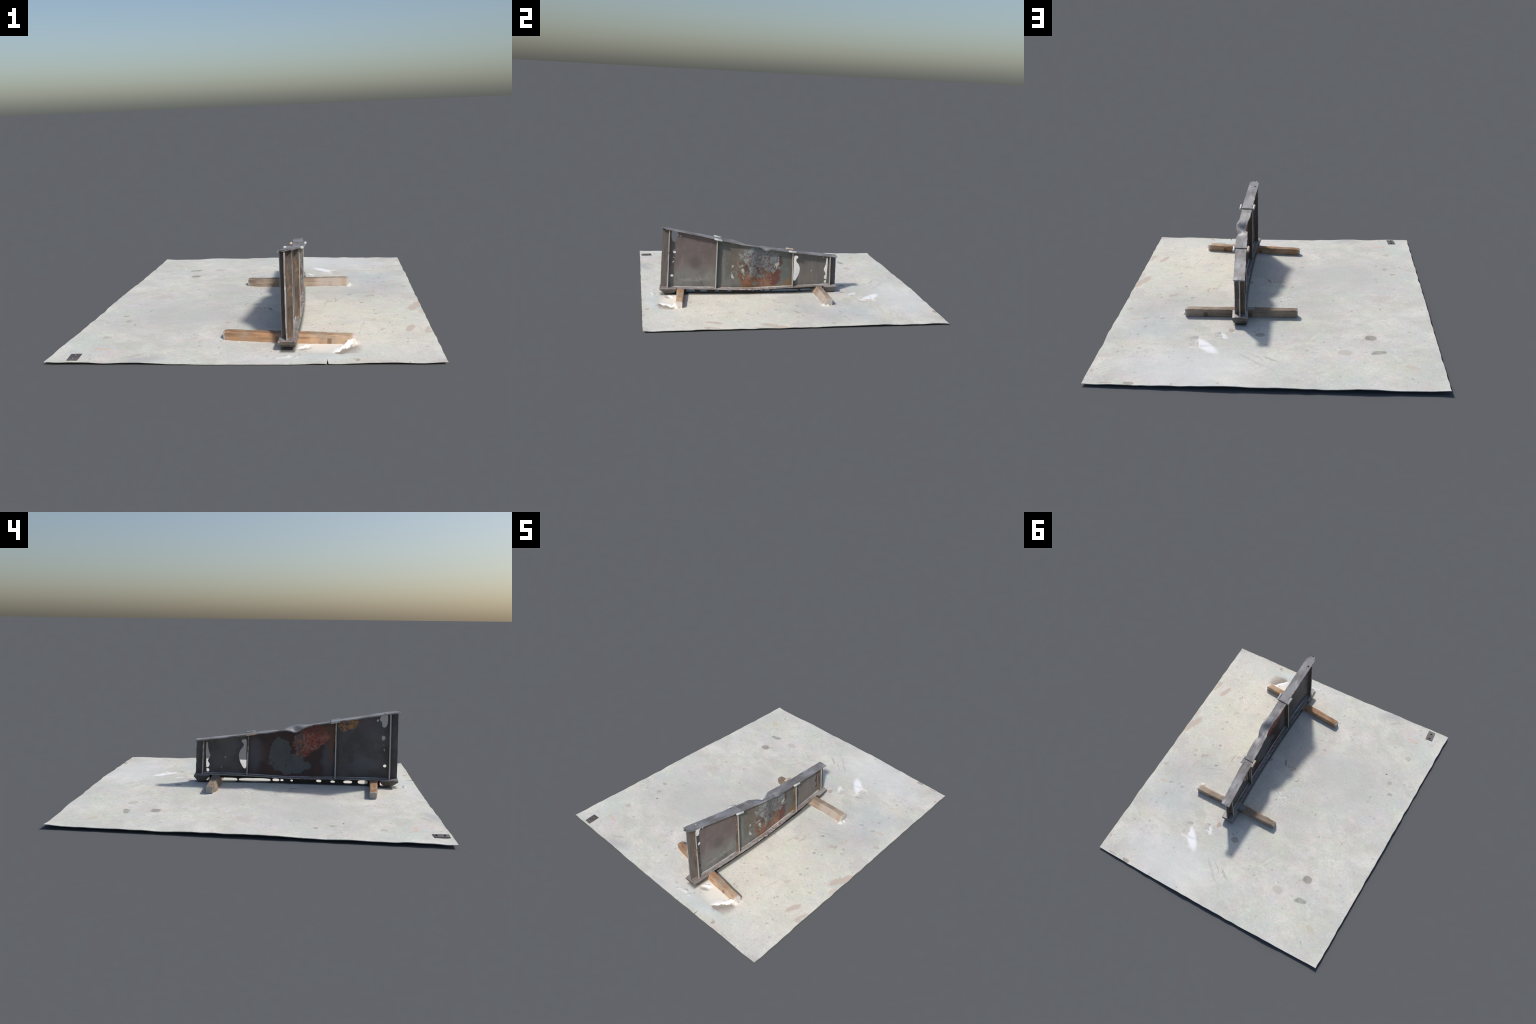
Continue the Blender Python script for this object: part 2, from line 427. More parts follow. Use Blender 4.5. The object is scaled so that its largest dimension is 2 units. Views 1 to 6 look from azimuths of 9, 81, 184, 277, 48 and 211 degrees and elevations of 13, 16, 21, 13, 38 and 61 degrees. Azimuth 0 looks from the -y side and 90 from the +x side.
def web_front_material():
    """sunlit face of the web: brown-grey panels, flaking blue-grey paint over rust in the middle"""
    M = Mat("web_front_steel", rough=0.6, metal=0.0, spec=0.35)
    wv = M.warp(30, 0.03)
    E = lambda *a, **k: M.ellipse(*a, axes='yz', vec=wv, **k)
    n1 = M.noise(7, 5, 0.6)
    n2 = M.noise(26, 6, 0.68)
    vert = M.noise(26, 4, 0.6, vec=M.mapping(scale=(1, 1.6, 0.25)))
    # tall panel
    tall = M.mix(M.smooth(M.add(M.z, M.mul(M.sub(n1, 0.5), 0.16)), 0.12, 0.24), (0.255, 0.255, 0.24), (0.205, 0.168, 0.163))
    tall = M.mix(M.smooth(n1, 0.5, 0.72, 0, .5), tall, (0.165, 0.15, 0.15))
    tall = M.mix(M.smooth(n2, 0.50, 0.68, 0, .35), tall, (0.28, 0.245, 0.23))
    tall = M.mix(M.smooth(M.noise(11, 6, 0.7, vec=M.mapping(loc=(2, 4, 6))), 0.52, 0.66, 0, .45), tall, (0.14, 0.122, 0.118))
    tall = M.mix(M.mul(E(-0.60, 0.112, 0.11, 0.012, rot=0.05, soft=0.6), M.smooth(n2, 0.42, 0.58)), tall, (0.34, 0.335, 0.31))
    tall = M.mix(M.mul(E(-0.48, 0.13, 0.035, 0.03, soft=0.5), .5), tall, (0.31, 0.31, 0.29))
    tall = M.mix(M.mul(E(-0.585, 0.225, 0.040, 0.040, soft=0.5), .55), tall, (0.125, 0.11, 0.105))
    tall = M.mix(M.mul(E(-0.56, 0.075, 0.045, 0.02, soft=0.5), .5), tall, (0.16, 0.145, 0.135))
    tall = M.mix(M.mul(E(-0.69, 0.225, 0.035, 0.05, soft=0.7), M.smooth(vert, 0.45, 0.65)), tall, (0.27, 0.23, 0.215))
    tall = M.mix(M.mul(E(-0.55, 0.10, 0.003, 0.06, rot=0.5, soft=0.4), .5), tall, (0.12, 0.11, 0.10))
    # low panel
    low = M.mix(M.smooth(vert, 0.35, 0.65), (0.190, 0.178, 0.168), (0.225, 0.212, 0.198))
    low = M.mix(M.mul(E(0.20, 0.12, 0.05, 0.035, soft=0.6), .45), low, (0.25, 0.205, 0.165))
    low = M.mix(M.mul(E(0.20, 0.245, 0.09, 0.02, soft=0.6), .4), low, (0.14, 0.135, 0.13))
    # middle panel
    mid = M.mix(M.smooth(n1, 0.4, 0.62), (0.165, 0.178, 0.168), (0.225, 0.228, 0.215))
    mid = M.mix(M.mul(E(-0.30, 0.24, 0.075, 0.12, soft=0.5), .75), mid, (0.150, 0.125, 0.100))
    mid = M.mix(M.mul(E(-0.395, 0.20, 0.014, 0.12, soft=0.7), .5), mid, (0.30, 0.29, 0.28))
    mid = M.mix(M.mul(M.mul(E(-0.28, 0.21, 0.07, 0.11, soft=0.5), M.smooth(n2, 0.53, 0.63)), .7), mid, (0.24, 0.165, 0.125))
    mid = M.mix(M.smooth(M.noise(13, 6, 0.68, vec=M.mapping(loc=(8, 2, 5))), 0.50, 0.64, 0, .5), mid, (0.125, 0.12, 0.105))
    mid = M.mix(M.smooth(n2, 0.54, 0.66, 0, .35), mid, (0.30, 0.29, 0.27))
    # rust bed: dark red-brown above, breaking into orange below
    zz = M.add(M.z, M.mul(M.sub(M.noise(20, 6, 0.66), 0.5), 0.22))
    rustc = M.mix(M.smooth(zz, 0.205, 0.150), (0.125, 0.075, 0.062), (0.200, 0.100, 0.066))
    rustc = M.mix(M.smooth(zz, 0.150, 0.095), rustc, (0.345, 0.148, 0.080))
    rustc = M.mix(M.smooth(n2, 0.52, 0.64, 0, .7), rustc, (0.115, 0.075, 0.060))
    rustc = M.mix(M.smooth(M.noise(60, 5, 0.65), 0.55, 0.66, 0, .6), rustc, (0.45, 0.235, 0.150))
    nb = M.noise(17, 8, 0.68, vec=M.mapping(loc=(5, 5, 1)))
    bed = M.math('MAXIMUM', E(-0.155, 0.160, 0.135, 0.150, soft=0.40), E(-0.175, 0.08, 0.110, 0.060, soft=0.5))
    mid = M.mix(M.mul(M.rag(bed, nb, 1.6, 0.14), .92), mid, rustc)
    mid = M.mix(M.mul(E(-0.12, 0.075, 0.07, 0.020, soft=0.6), M.smooth(n2, .62, .40, 0, .7)), mid, (0.31, 0.225, 0.185))
    mid = M.mix(M.mul(M.rag(E(-0.035, 0.125, 0.036, 0.060, rot=-0.25, soft=0.6), nb, 1.5, 0.2), .8), mid, (0.165, 0.058, 0.048))
    mid = M.mix(M.mul(M.rag(E(-0.012, 0.240, 0.025, 0.040, soft=0.6), nb, 1.5, 0.2), .75), mid, (0.105, 0.050, 0.044))
    # paint film: solid above, breaking up into islands below and to the sides
    cover = M.math('MAXIMUM', E(-0.185, 0.265, 0.085, 0.085, soft=0.40), E(-0.090, 0.245, 0.075, 0.070, soft=0.30))
    cover = M.mul(cover, 0.86)
    cover = M.math('MAXIMUM', cover, M.mul(E(-0.15, 0.185, 0.140, 0.075, soft=0.35), 0.58))
    cover = M.math('MAXIMUM', cover, M.mul(E(-0.15, 0.115, 0.130, 0.055, soft=0.45), 0.39))
    cover = M.math('MAXIMUM', cover, M.mul(E(-0.285, 0.20, 0.055, 0.12, soft=0.5), 0.33))
    flake = M.noise(27, 7, 0.62, dist=0.5, vec=M.mapping(scale=(1, 1, 0.72)))
    film = M.rag(cover, flake, 2.6, 0.04)
    crack = M.math('ABSOLUTE', M.sub(M.noise(13, 7, 0.66, dist=0.8, vec=M.mapping(loc=(3, 1, 7))), 0.5))
    film = M.mul(film, M.math('GREATER_THAN', crack, 0.015))
    crack = M.math('ABSOLUTE', M.sub(M.noise(19, 7, 0.66, dist=0.9, vec=M.mapping(loc=(6, 9, 2))), 0.47))
    film = M.mul(film, M.math('GREATER_THAN', crack, 0.012))
    paint = M.mix(M.smooth(n1, 0.42, 0.6), (0.245, 0.275, 0.298), (0.320, 0.352, 0.360))
    paint = M.mix(M.smooth(M.noise(18, 4), 0.5, 0.7, 0, .5), paint, (0.235, 0.255, 0.285))
    paint = M.mix(M.smooth(M.z, 0.20, 0.14), paint, (0.245, 0.272, 0.262))
    mid = M.mix(film, mid, paint)
    for y, z, ry, rz, rot in ((-0.032, 0.20, 0.011, 0.030, -0.35), (-0.020, 0.25, 0.006, 0.030, 0.1), (-0.335, 0.185, 0.007, 0.032, -0.15),
                              (-0.262, 0.175, 0.008, 0.05, 0.05), (-0.330, 0.135, 0.014, 0.014, 0.5)):
        mid = M.mix(M.mul(M.mul(E(y, z, ry, rz, rot=rot, soft=0.3), M.smooth(n2, 0.46, 0.52)), .9), mid, (0.62, 0.63, 0.58))
    # creamy rust seam at the foot and beside the far stiffener
    foot = M.mul(M.smooth(M.add(M.z, M.mul(n2, 0.012)), 0.078, 0.066), M.smooth(M.noise(12, 3), 0.40, 0.55))
    mid = M.mix(M.mul(foot, .8), mid, (0.30, 0.175, 0.075))
    mid = M.mix(M.mul(E(0.07, 0.075, 0.05, 0.03, soft=0.6), .75), mid, (0.30, 0.175, 0.075))
    mid = M.mix(M.mul(E(0.078, 0.17, 0.010, 0.12, soft=0.6), .6), mid, (0.23, 0.16, 0.085))
    v = M.voronoi(34)
    sc = M.t.nodes.new('ShaderNodeSeparateXYZ')
    M.t.links.new(v.outputs['Color'], sc.inputs[0])
    dots = M.mul(M.math('LESS_THAN', sc.outputs[0], 0.16), M.smooth(v.outputs['Distance'], 0.11, 0.07))
    mid = M.mix(M.mul(dots, .75), mid, (0.62, 0.60, 0.54))
    c = M.mix(M.smooth(M.y, -0.4441, -0.4439), tall, mid)
    c = M.mix(M.smooth(M.y, 0.0829, 0.0831), c, low)
    c = M.mix(1.0, c, (0.80, 0.79, 0.78), 'MULTIPLY')
    tab = M.mix(M.smooth(vert, .35, .65), (0.125, 0.108, 0.100), (0.170, 0.150, 0.140))
    c = M.mix(M.smooth(M.y, -0.7629, -0.7631), c, tab)
    c = M.mix(M.smooth(M.y, 0.3539, 0.3541), c, (0.105, 0.105, 0.11))
    M.bump(M.add(M.mul(n2, .6), M.mul(film, 0.5)), 0.0012, 0.35)
    return M.color(c)

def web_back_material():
    """-x face of the web: dark steel with a grey bare patch and flaking red primer"""
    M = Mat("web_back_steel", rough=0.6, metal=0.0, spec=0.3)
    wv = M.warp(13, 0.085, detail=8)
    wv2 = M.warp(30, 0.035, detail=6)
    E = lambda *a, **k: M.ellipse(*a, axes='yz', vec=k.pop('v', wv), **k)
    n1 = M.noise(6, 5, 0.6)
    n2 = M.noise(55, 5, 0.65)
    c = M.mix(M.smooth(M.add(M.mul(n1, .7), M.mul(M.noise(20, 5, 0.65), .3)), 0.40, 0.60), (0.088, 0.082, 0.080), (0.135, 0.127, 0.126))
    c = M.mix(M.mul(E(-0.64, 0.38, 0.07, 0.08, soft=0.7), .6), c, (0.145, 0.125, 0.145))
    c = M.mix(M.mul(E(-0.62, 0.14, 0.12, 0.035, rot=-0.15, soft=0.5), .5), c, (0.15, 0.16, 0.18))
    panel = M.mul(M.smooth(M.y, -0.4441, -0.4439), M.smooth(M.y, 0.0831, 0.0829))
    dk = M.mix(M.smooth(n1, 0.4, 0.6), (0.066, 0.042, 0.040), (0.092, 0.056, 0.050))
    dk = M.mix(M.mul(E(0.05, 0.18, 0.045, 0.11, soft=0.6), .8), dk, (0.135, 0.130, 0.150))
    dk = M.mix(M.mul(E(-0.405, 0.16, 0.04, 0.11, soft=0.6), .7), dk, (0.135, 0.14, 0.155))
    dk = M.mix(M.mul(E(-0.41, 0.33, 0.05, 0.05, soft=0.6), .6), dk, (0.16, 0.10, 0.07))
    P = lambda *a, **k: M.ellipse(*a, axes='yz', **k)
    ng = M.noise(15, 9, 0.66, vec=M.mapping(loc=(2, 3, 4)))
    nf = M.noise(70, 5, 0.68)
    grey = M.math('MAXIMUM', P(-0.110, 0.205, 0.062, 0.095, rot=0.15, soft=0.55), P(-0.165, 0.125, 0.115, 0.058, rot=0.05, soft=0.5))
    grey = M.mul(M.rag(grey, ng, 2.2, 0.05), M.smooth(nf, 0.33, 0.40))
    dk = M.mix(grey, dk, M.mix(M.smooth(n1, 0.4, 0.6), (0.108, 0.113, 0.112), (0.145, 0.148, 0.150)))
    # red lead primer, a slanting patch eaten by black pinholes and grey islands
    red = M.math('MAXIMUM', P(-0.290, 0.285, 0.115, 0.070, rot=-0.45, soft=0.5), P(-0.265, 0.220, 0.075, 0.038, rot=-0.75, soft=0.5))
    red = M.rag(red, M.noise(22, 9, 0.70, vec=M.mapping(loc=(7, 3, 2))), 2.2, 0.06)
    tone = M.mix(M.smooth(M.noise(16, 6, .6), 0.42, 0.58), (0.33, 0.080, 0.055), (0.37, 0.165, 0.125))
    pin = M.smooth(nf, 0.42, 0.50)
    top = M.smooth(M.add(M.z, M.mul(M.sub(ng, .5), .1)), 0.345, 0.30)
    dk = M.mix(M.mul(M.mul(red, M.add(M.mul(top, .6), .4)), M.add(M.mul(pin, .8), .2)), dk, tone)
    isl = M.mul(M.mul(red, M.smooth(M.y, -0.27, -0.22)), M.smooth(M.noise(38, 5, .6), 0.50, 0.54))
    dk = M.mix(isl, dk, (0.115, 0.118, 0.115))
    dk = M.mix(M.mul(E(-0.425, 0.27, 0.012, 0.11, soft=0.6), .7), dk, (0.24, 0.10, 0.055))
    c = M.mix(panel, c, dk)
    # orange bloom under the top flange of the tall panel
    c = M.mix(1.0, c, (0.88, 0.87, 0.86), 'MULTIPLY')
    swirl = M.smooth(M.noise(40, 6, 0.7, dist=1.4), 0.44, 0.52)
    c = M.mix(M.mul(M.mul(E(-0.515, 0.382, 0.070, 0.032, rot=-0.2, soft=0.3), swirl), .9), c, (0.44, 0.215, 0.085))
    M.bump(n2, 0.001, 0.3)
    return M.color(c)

def wood_material(name, pale, mid, deep, end_col, end_x, smear):
    M = Mat(name, rough=0.8, spec=0.2)
    g = M.noise(9, 6, 0.62, vec=M.mapping(scale=(0.35, 3.2, 3.2)), dist=1.2)
    f = M.noise(46, 5, 0.6, vec=M.mapping(scale=(0.12, 2.2, 2.2)))
    b = M.noise(6, 3, 0.5)
    c = M.mix(M.smooth(g, 0.34, 0.62), deep, mid)
    c = M.mix(M.smooth(b, 0.42, 0.66, 0, .85), c, pale)
    c = M.mix(M.smooth(M.noise(17, 5, 0.65, vec=M.mapping(loc=(4, 4, 4), scale=(0.6, 1, 1))), 0.50, 0.66, 0, .55), c, (0.34, 0.29, 0.24))
    c = M.mix(M.smooth(f, 0.56, 0.72, 0, .55), c, tuple(0.55 * v for v in deep))
    c = M.mix(M.smooth(M.noise(60, 4), 0.62, 0.72, 0, .5), c, tuple(min(1, 1.25 * v) for v in pale))
    for x, w in ((-0.045, 0.016), (0.19, 0.013)):                    # dark bands across the timber's lower faces
        m = M.smooth(M.math('ABSOLUTE', M.sub(M.x, x)), w, w * .5)
        c = M.mix(M.mul(M.mul(m, M.smooth(M.z, 0.009, 0.004)), .55), c, tuple(0.30 * v for v in deep))
    if smear:                                                         # pale smear on one flank
        s = M.mul(M.smooth(M.add(M.x, M.mul(M.sub(b, .5), .06)), 0.09, 0.15), M.smooth(M.x, 0.265, 0.245))
        s = M.mul(s, M.smooth(M.y, -0.010, -0.016))
        c = M.mix(M.mul(s, .75), c, smear)
    rag = M.add(M.x, M.mul(M.sub(M.noise(45, 4), .5), .03))
    e0 = M.smooth(rag, -end_x[0] + 0.004, -end_x[0] - 0.003)
    c = M.mix(M.mul(e0, .75), c, (0.42, 0.43, 0.42))
    e1 = M.smooth(rag, end_x[1] - 0.018, end_x[1] + 0.006)
    c = M.mix(M.mul(e1, .85), c, end_col)
    M.bump(M.add(M.mul(g, .6), f), 0.0025, 0.6)
    return M.color(c)

m_concrete = concrete_material()
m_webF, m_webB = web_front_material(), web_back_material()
m_flange = steel_material("flange_steel", (0.225, 0.212, 0.208), (0.335, 0.330, 0.342), (0.25, 0.145, 0.13), 0.35)
m_lower = steel_material("lower_flange_steel", (0.25, 0.215, 0.195), (0.37, 0.345, 0.335), (0.36, 0.19, 0.11), 0.45, flecks=(-0.30, -0.02, .85))
m_edge = steel_material("worn_edge_steel", (0.36, 0.325, 0.295), (0.52, 0.50, 0.47), rust=0.25)
m_stiff = steel_material("stiffener_steel", (0.105, 0.085, 0.070), (0.165, 0.140, 0.115), (0.40, 0.20, 0.09), 0.75,
                         edge=(0.0285, 0.0028, (0.47, 0.47, 0.44)))
m_shoe = steel_material("shoe_steel", (0.085, 0.074, 0.064), (0.170, 0.150, 0.135), (0.28, 0.16, 0.10), 0.4, rough=0.65)
m_lip = steel_material("shoe_lip_steel", (0.24, 0.20, 0.185), (0.34, 0.31, 0.30), (0.62, 0.55, 0.48), 0.6)
m_rod = steel_material("bright_rod_steel", (0.50, 0.51, 0.48), (0.62, 0.63, 0.61), (0.40, 0.36, 0.27), 0.5, rough=0.5, metal=0.1)
m_rodrust = steel_material("rusty_rod_steel", (0.56, 0.42, 0.32), (0.66, 0.52, 0.42), (0.40, 0.22, 0.13), 0.5, rough=0.6, metal=0.1)
m_strap = steel_material("strap_steel", (0.225, 0.205, 0.195), (0.31, 0.30, 0.315), rust=0.4)
m_skirt = steel_material("scan_skirt_dark", (0.040, 0.038, 0.034), (0.065, 0.060, 0.052), rust=0.1, rough=0.9, metal=0)  # dark colour for the scan-artefact skirt under the girder
m_plate = steel_material("plate_steel", (0.115, 0.100, 0.100), (0.155, 0.138, 0.140), rust=0.15)
m_shim = steel_material("shim_steel", (0.24, 0.275, 0.29), (0.31, 0.345, 0.36), rust=0.05)
m_woodA = wood_material("orange_timber", (0.60, 0.42, 0.28), (0.47, 0.27, 0.15), (0.27, 0.165, 0.10), (0.80, 0.72, 0.65), (0.300, 0.300), None)
m_woodB = wood_material("grey_timber", (0.45, 0.35, 0.265), (0.31, 0.235, 0.175), (0.20, 0.155, 0.12), (0.52, 0.50, 0.47), (0.296, 0.296), (0.45, 0.385, 0.34))

# --------------------------------------------------------- concrete sheet
CORNERS = [(-0.866, -0.999), (0.866, -0.905), (0.761, 1.0), (-0.866, 0.934)]
SHEET_T = 0.0030
def floor_z(x, y, edge):
    """top height of the sheet; edge = distance factor to the rim (1 at the rim)"""
    z = 0.0125
    z += 0.0016 * nz(x, y, 0.3, 2.0) + 0.0012 * nz(x, y, 1.7, 6.0) + 0.0009 * nz(x, y, 3.1, 13.0)
    z += 0.00035 * nz(x, y, 5.0, 34.0)
    z += 0.0035 * sstep(-0.55, -0.866, x) + 0.0032 * sstep(0.68, 0.98, y) * (1 - 0.8 * sstep(0.25, 0.50, x)) + 0.0030 * sstep(0.55, 0.85, y) * sstep(0.55, 0.10, x) * sstep(-0.75, -0.40, x)
    z -= 0.0072 * sstep(-0.60, -0.80, y) * math.exp(-((x - 0.08) / 0.36) ** 2)
    z += edge * (0.0050 * nz(x, y, 9.2, 5.0) + 0.0030 * nz(x, y, 2.2, 12.0) - 0.0010)
    z -= edge * 0.004 * math.exp(-((x + 0.05) ** 2 + (y + 0.97) ** 2) / 0.03)

    def lip(ax, ay, bx, by, hi, lo, rh, rl, sx, sy, along):
        dx, dy = bx - ax, by - ay
        L = math.hypot(dx, dy)
        tx, ty = dx / L, dy / L
        nx, ny = -ty, tx
        if (sx - ax) * nx + (sy - ay) * ny < 0:
            nx, ny = -nx, -ny
        d = (x - ax) * nx + (y - ay) * ny + 0.007 * nz(x, y, 4.0, 45.0) + 0.003 * nz(x, y, 4.0, 120.0)
        t = (x - ax) * tx + (y - ay) * ty
        w = sstep(-along, 0.0, t) * sstep(L + along, L, t)
        if d > 0:
            return w * hi * sstep(rh, 0.0, d)
        return w * lo * sstep(rl, 0.0, -d)
    z += lip(0.323, 0.545, 0.309, 0.622, 0.004, -0.0075, 0.12, 0.06, 0.25, 0.6, 0.02)
    z += lip(0.215, 0.485, 0.208, 0.520, 0.003, -0.0060, 0.04, 0.04, 0.15, 0.5, 0.012)
    z += lip(0.472, -0.721, 0.400, -0.812, 0.0015, -0.0095, 0.06, 0.05, 0.36, -0.74, 0.010)
    z += lip(0.235, -0.765, 0.275, -0.742, 0.002, -0.0080, 0.03, 0.03, 0.26, -0.73, 0.010)
    z += lip(0.150, -0.880, 0.200, -0.868, 0.002, -0.0050, 0.04, 0.05, 0.16, -0.84, 0.010)
    # lumps imitating scan artefacts at the near timber's tip, round the flap and the far tip
    for lx, ly, r, h in ((0.478, -0.704, 0.019, 0.026), (0.462, -0.716, 0.014, 0.022), (0.446, -0.722, 0.010, 0.012), (0.437, 0.262, 0.020, 0.012),
                         (0.446, 0.288, 0.012, 0.012), (0.428, -0.750, 0.011, 0.006), (0.262, -0.738, 0.012, 0.007), (0.240, -0.752, 0.010, 0.006),
                         (0.200, -0.862, 0.014, 0.006), (0.235, -0.862, 0.010, 0.005)):
        d = math.hypot(x - lx, y - ly) * (1 + 0.35 * nz(x, y, lx * 9, 55.0))
        z += h * sstep(r, r * 0.35, d) * (1 + 0.25 * nz(x, y, 6.0, 110.0))
    return max(z, SHEET_T + 0.0003)

def build_floor():
    NX, NY = 290, 320
    bm = bmesh.new()
    A, B, C, D = (Vector(c + (0,)) for c in CORNERS)
    us = [i / NX for i in range(NX + 1)]
    vs = [j / NY for j in range(NY + 1)]
    slit = min(range(NX + 1), key=lambda i: abs(A.x + (B.x - A.x) * us[i] - 0.372))
    grid, twin = [], {}
    for j, v in enumerate(vs):
        row = []
        for i, u in enumerate(us):
            p = A.lerp(B, u).lerp(D.lerp(C, u), v)
            du, dv = min(u, 1 - u) * 1.7, min(v, 1 - v) * 1.95
            e = sstep(0.10, 0.0, min(du, dv))
            p.y += 0.009 * math.sin(math.pi * u) * v ** 6
            if i in (0, NX):                       # slightly ragged sides
                p.x += 0.0035 * nz(p.x, p.y, 8.0, 16.0) * (1 if 0 < j < NY else 0) - 0.0012 * (1 if i == NX else -1)
            if j in (0, NY):
                p.y += (0.0025 * nz(p.x, p.y, 8.0, 18.0) - 0.001 * (1 if j == NY else -1)) * (1 if 0 < i < NX else 0)
            p.z = floor_z(p.x, p.y, e)
            half = 0.0042 * max(0.0, (-0.886 - p.y) / 0.05) if i == slit else 0.0
            if half > 0:
                twin[j] = bm.verts.new((p.x + half, p.y, p.z + 0.0012))
                p.x -= half
            row.append(bm.verts.new(p))
        grid.append(row)
    for j in range(NY):
        for i in range(NX):
            q = [grid[j][i], grid[j][i+1], grid[j+1][i+1], grid[j+1][i]]
            if i == slit:
                q[0] = twin.get(j, q[0])
                q[3] = twin.get(j + 1, q[3])
            bm.faces.new(q)
    # give the sheet its thickness
    top = bm.faces[:]
    low = {}
    for vtx in list(bm.verts):
        low[vtx] = bm.verts.new((vtx.co.x, vtx.co.y, vtx.co.z - SHEET_T))
    rim = [e for e in bm.edges if len(e.link_faces) == 1]
    for f in top:
        bm.faces.new([low[v] for v in reversed(f.verts)])
    for e in rim:
        a, b = e.verts
        bm.faces.new((a, b, low[b], low[a]))
    zmin = min(v.co.z for v in bm.verts)
    for v in bm.verts:
        v.co.z -= zmin
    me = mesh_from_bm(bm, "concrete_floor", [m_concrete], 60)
    ob = new_obj("concrete_floor", me)
    ob["label"] = "thin weathered pale grey concrete floor slab with stains"
    ob["category"] = "concrete floor"
    return ob

floor = build_floor()

# ------------------------------------------------------------------ girder
girder = bpy.data.objects.new("steel_girder", None)
COL.objects.link(girder)
girder.location = (0.16, -0.2, 0.05)
girder.empty_display_size = 0.1
girder["label"] = "tapered welded steel girder with buckled top flange and rusty web with scan holes"
girder["category"] = "steel girder"

zt_pos = curve([(-.810, .470), (-.437, .4005), (-.36, .383), (-.31, .374), (-.272, .366), (-.243, .3645), (-.214, .364), (-.185, .359),
                (-.15, .348), (-.125, .331), (-.112, .327), (-.096, .329), (-.071, .331), (-.027, .326), (.07, .312), (.40, .271)])
zt_neg = curve([(-.810, .466), (-.40, .392), (-.315, .378), (-.278, .367), (-.24, .349), (-.21, .331), (-.193, .328), (-.17, .335),
                (-.136, .3405), (-.10, .336), (-.078, .331), (0, .321), (.07, .311), (.40, .270)])
xt_pos = curve([(-.81, .215), (-.437, .222), (-.30, .221), (-.25, .226), (-.205, .229), (-.16, .221), (-.125, .211), (-.09, .212), (.07, .197), (.40, .163)])
xt_neg = curve([(-.81, .156), (-.437, .160), (-.32, .160), (-.26, .168), (-.20, .175), (-.16, .162), (-.135, .155), (-.08, .149), (.07, .136), (.40, .103)])
zb_top = curve([(-.82, .0615), (-.705, .058), (-.44, .054), (-.32, .050), (-.2, .049), (-.08, .053), (.09, .060), (.25, .064), (.41, .0655)])
def xc(y):                                     # plan line of the girder foot, bowed sideways
    return 0.1875 - 0.0467 * (y + 0.8) + 0.022 * max(0.0, 1 - ((y + 0.2) / 0.6) ** 2)
def xtop(y):
    return 0.5 * (xt_pos(y) + xt_neg(y))
def ztop(y):
    return 0.5 * (zt_pos(y) + zt_neg(y))
def xweb(y, z):
    s = min(max((z - zb_top(y)) / max(ztop(y) - zb_top(y), 1e-6), 0.0), 1.0)
    bulge = 0.022 * math.exp(-((y + 0.215) / (0.095 if y < -0.215 else 0.052)) ** 2) * math.sin(math.pi * s ** 0.8) * (1 + 0.45 * nz(y, z, 2.0, 16.0))
    return xc(y) + (xtop(y) - xc(y)) * s + bulge

def span(a, b, step):
    n = max(2, int(round((b - a) / step)))
    return [a + (b - a) * i / n for i in range(n + 1)]

# --- top flange
FT = 0.0065
def build_top_flange():
    rings = []
    NA = 10
    for y in span(-0.803, 0.398, 0.006):
        up, dn = [], []
        for i in range(NA + 1):
            s = i / NA
            x = xt_neg(y) + (xt_pos(y) - xt_neg(y)) * s
            z = zt_neg(y) + (zt_pos(y) - zt_neg(y)) * (s if abs(y + 0.18) > 0.2 else s * s * (3 - 2 * s))
            z += 0.0011 * nz(x, y, 2.0, 22.0)
            yy = y
            k = sstep(-0.770, -0.805, y)       # torn end: ragged lip, one corner curled
            yy += k * (0.016 * nz(s * 2.5, 4.4, 1.0, 1.6) - 0.010 * sstep(0.45, 0.0, s) * -1)
            z += k * (0.006 * sstep(0.6, 1.0, s) - 0.004 * sstep(0.35, 0.0, s))
            if i in (0, NA):
                x += 0.0022 * nz(x, y, 7.0, 40.0) + 0.0012 * nz(x, y, 7.0, 110.0)
                z += 0.0014 * nz(x, y, 3.0, 60.0)
            up.append((x, yy, z))
            dn.append((x, yy, z - FT))
        rings.append(up + dn[::-1])
    bm = loft(rings)
    me = mesh_from_bm(bm, "top_flange", [m_flange], 40)
    ob = new_obj("top_flange", me, girder)
    c = bmesh.new()
    for x, y, r in ((0.174, -0.724, 0.0075), (0.196, -0.703, 0.0032)):
        bmesh.ops.create_cone(c, cap_ends=True, segments=20, radius1=r, radius2=r, depth=0.08,
                              matrix=Matrix.Translation((x, y, 0.455)))
    cut(ob, c)
    return ob
build_top_flange()

# --- bottom flange
def build_bottom_flange():
    rings = []
    for y in span(-0.818, 0.403, 0.008):
        w = 0.0290 + 0.0028 * math.exp(-((y + 0.6) / 0.35) ** 2)
        up, dn = [], []
        NA = 8
        for i in range(NA + 1):
            s = -1 + 2 * i / NA
            x = xc(y) + w * s
            if abs(s) == 1:
                x += 0.0024 * nz(x, y, 1.0, 42.0) + 0.0012 * nz(x, y, 4.0, 110.0)
                x += 0.004 * s * math.exp(-((y + 0.205) / 0.006) ** 2) * (s > 0)   # small burr on the sunny rim
            z = zb_top(y) + 0.0008 * nz(x, y, 6.0, 30.0) - 0.001 * abs(s)
            up.append((x, y, z))
            dn.append((x, y, z - 0.0065))
        rings.append(up + dn[::-1])
    me = mesh_from_bm(loft(rings), "bottom_flange", [m_lower], 40)
    return new_obj("bottom_flange", me, girder)
build_bottom_flange()

# --- web plate with holes left by the scan
WT = 0.0065
def prism(bm, pts, depth=0.2, x0=0.0):
    a = [bm.verts.new((x0 - depth / 2, y, z)) for y, z in pts]
    b = [bm.verts.new((x0 + depth / 2, y, z)) for y, z in pts]
    bm.faces.new(a)
    bm.faces.new(b[::-1])
    n = len(pts)
    for i in range(n):
        j = (i + 1) % n
        bm.faces.new((a[i], b[i], b[j], a[j]))

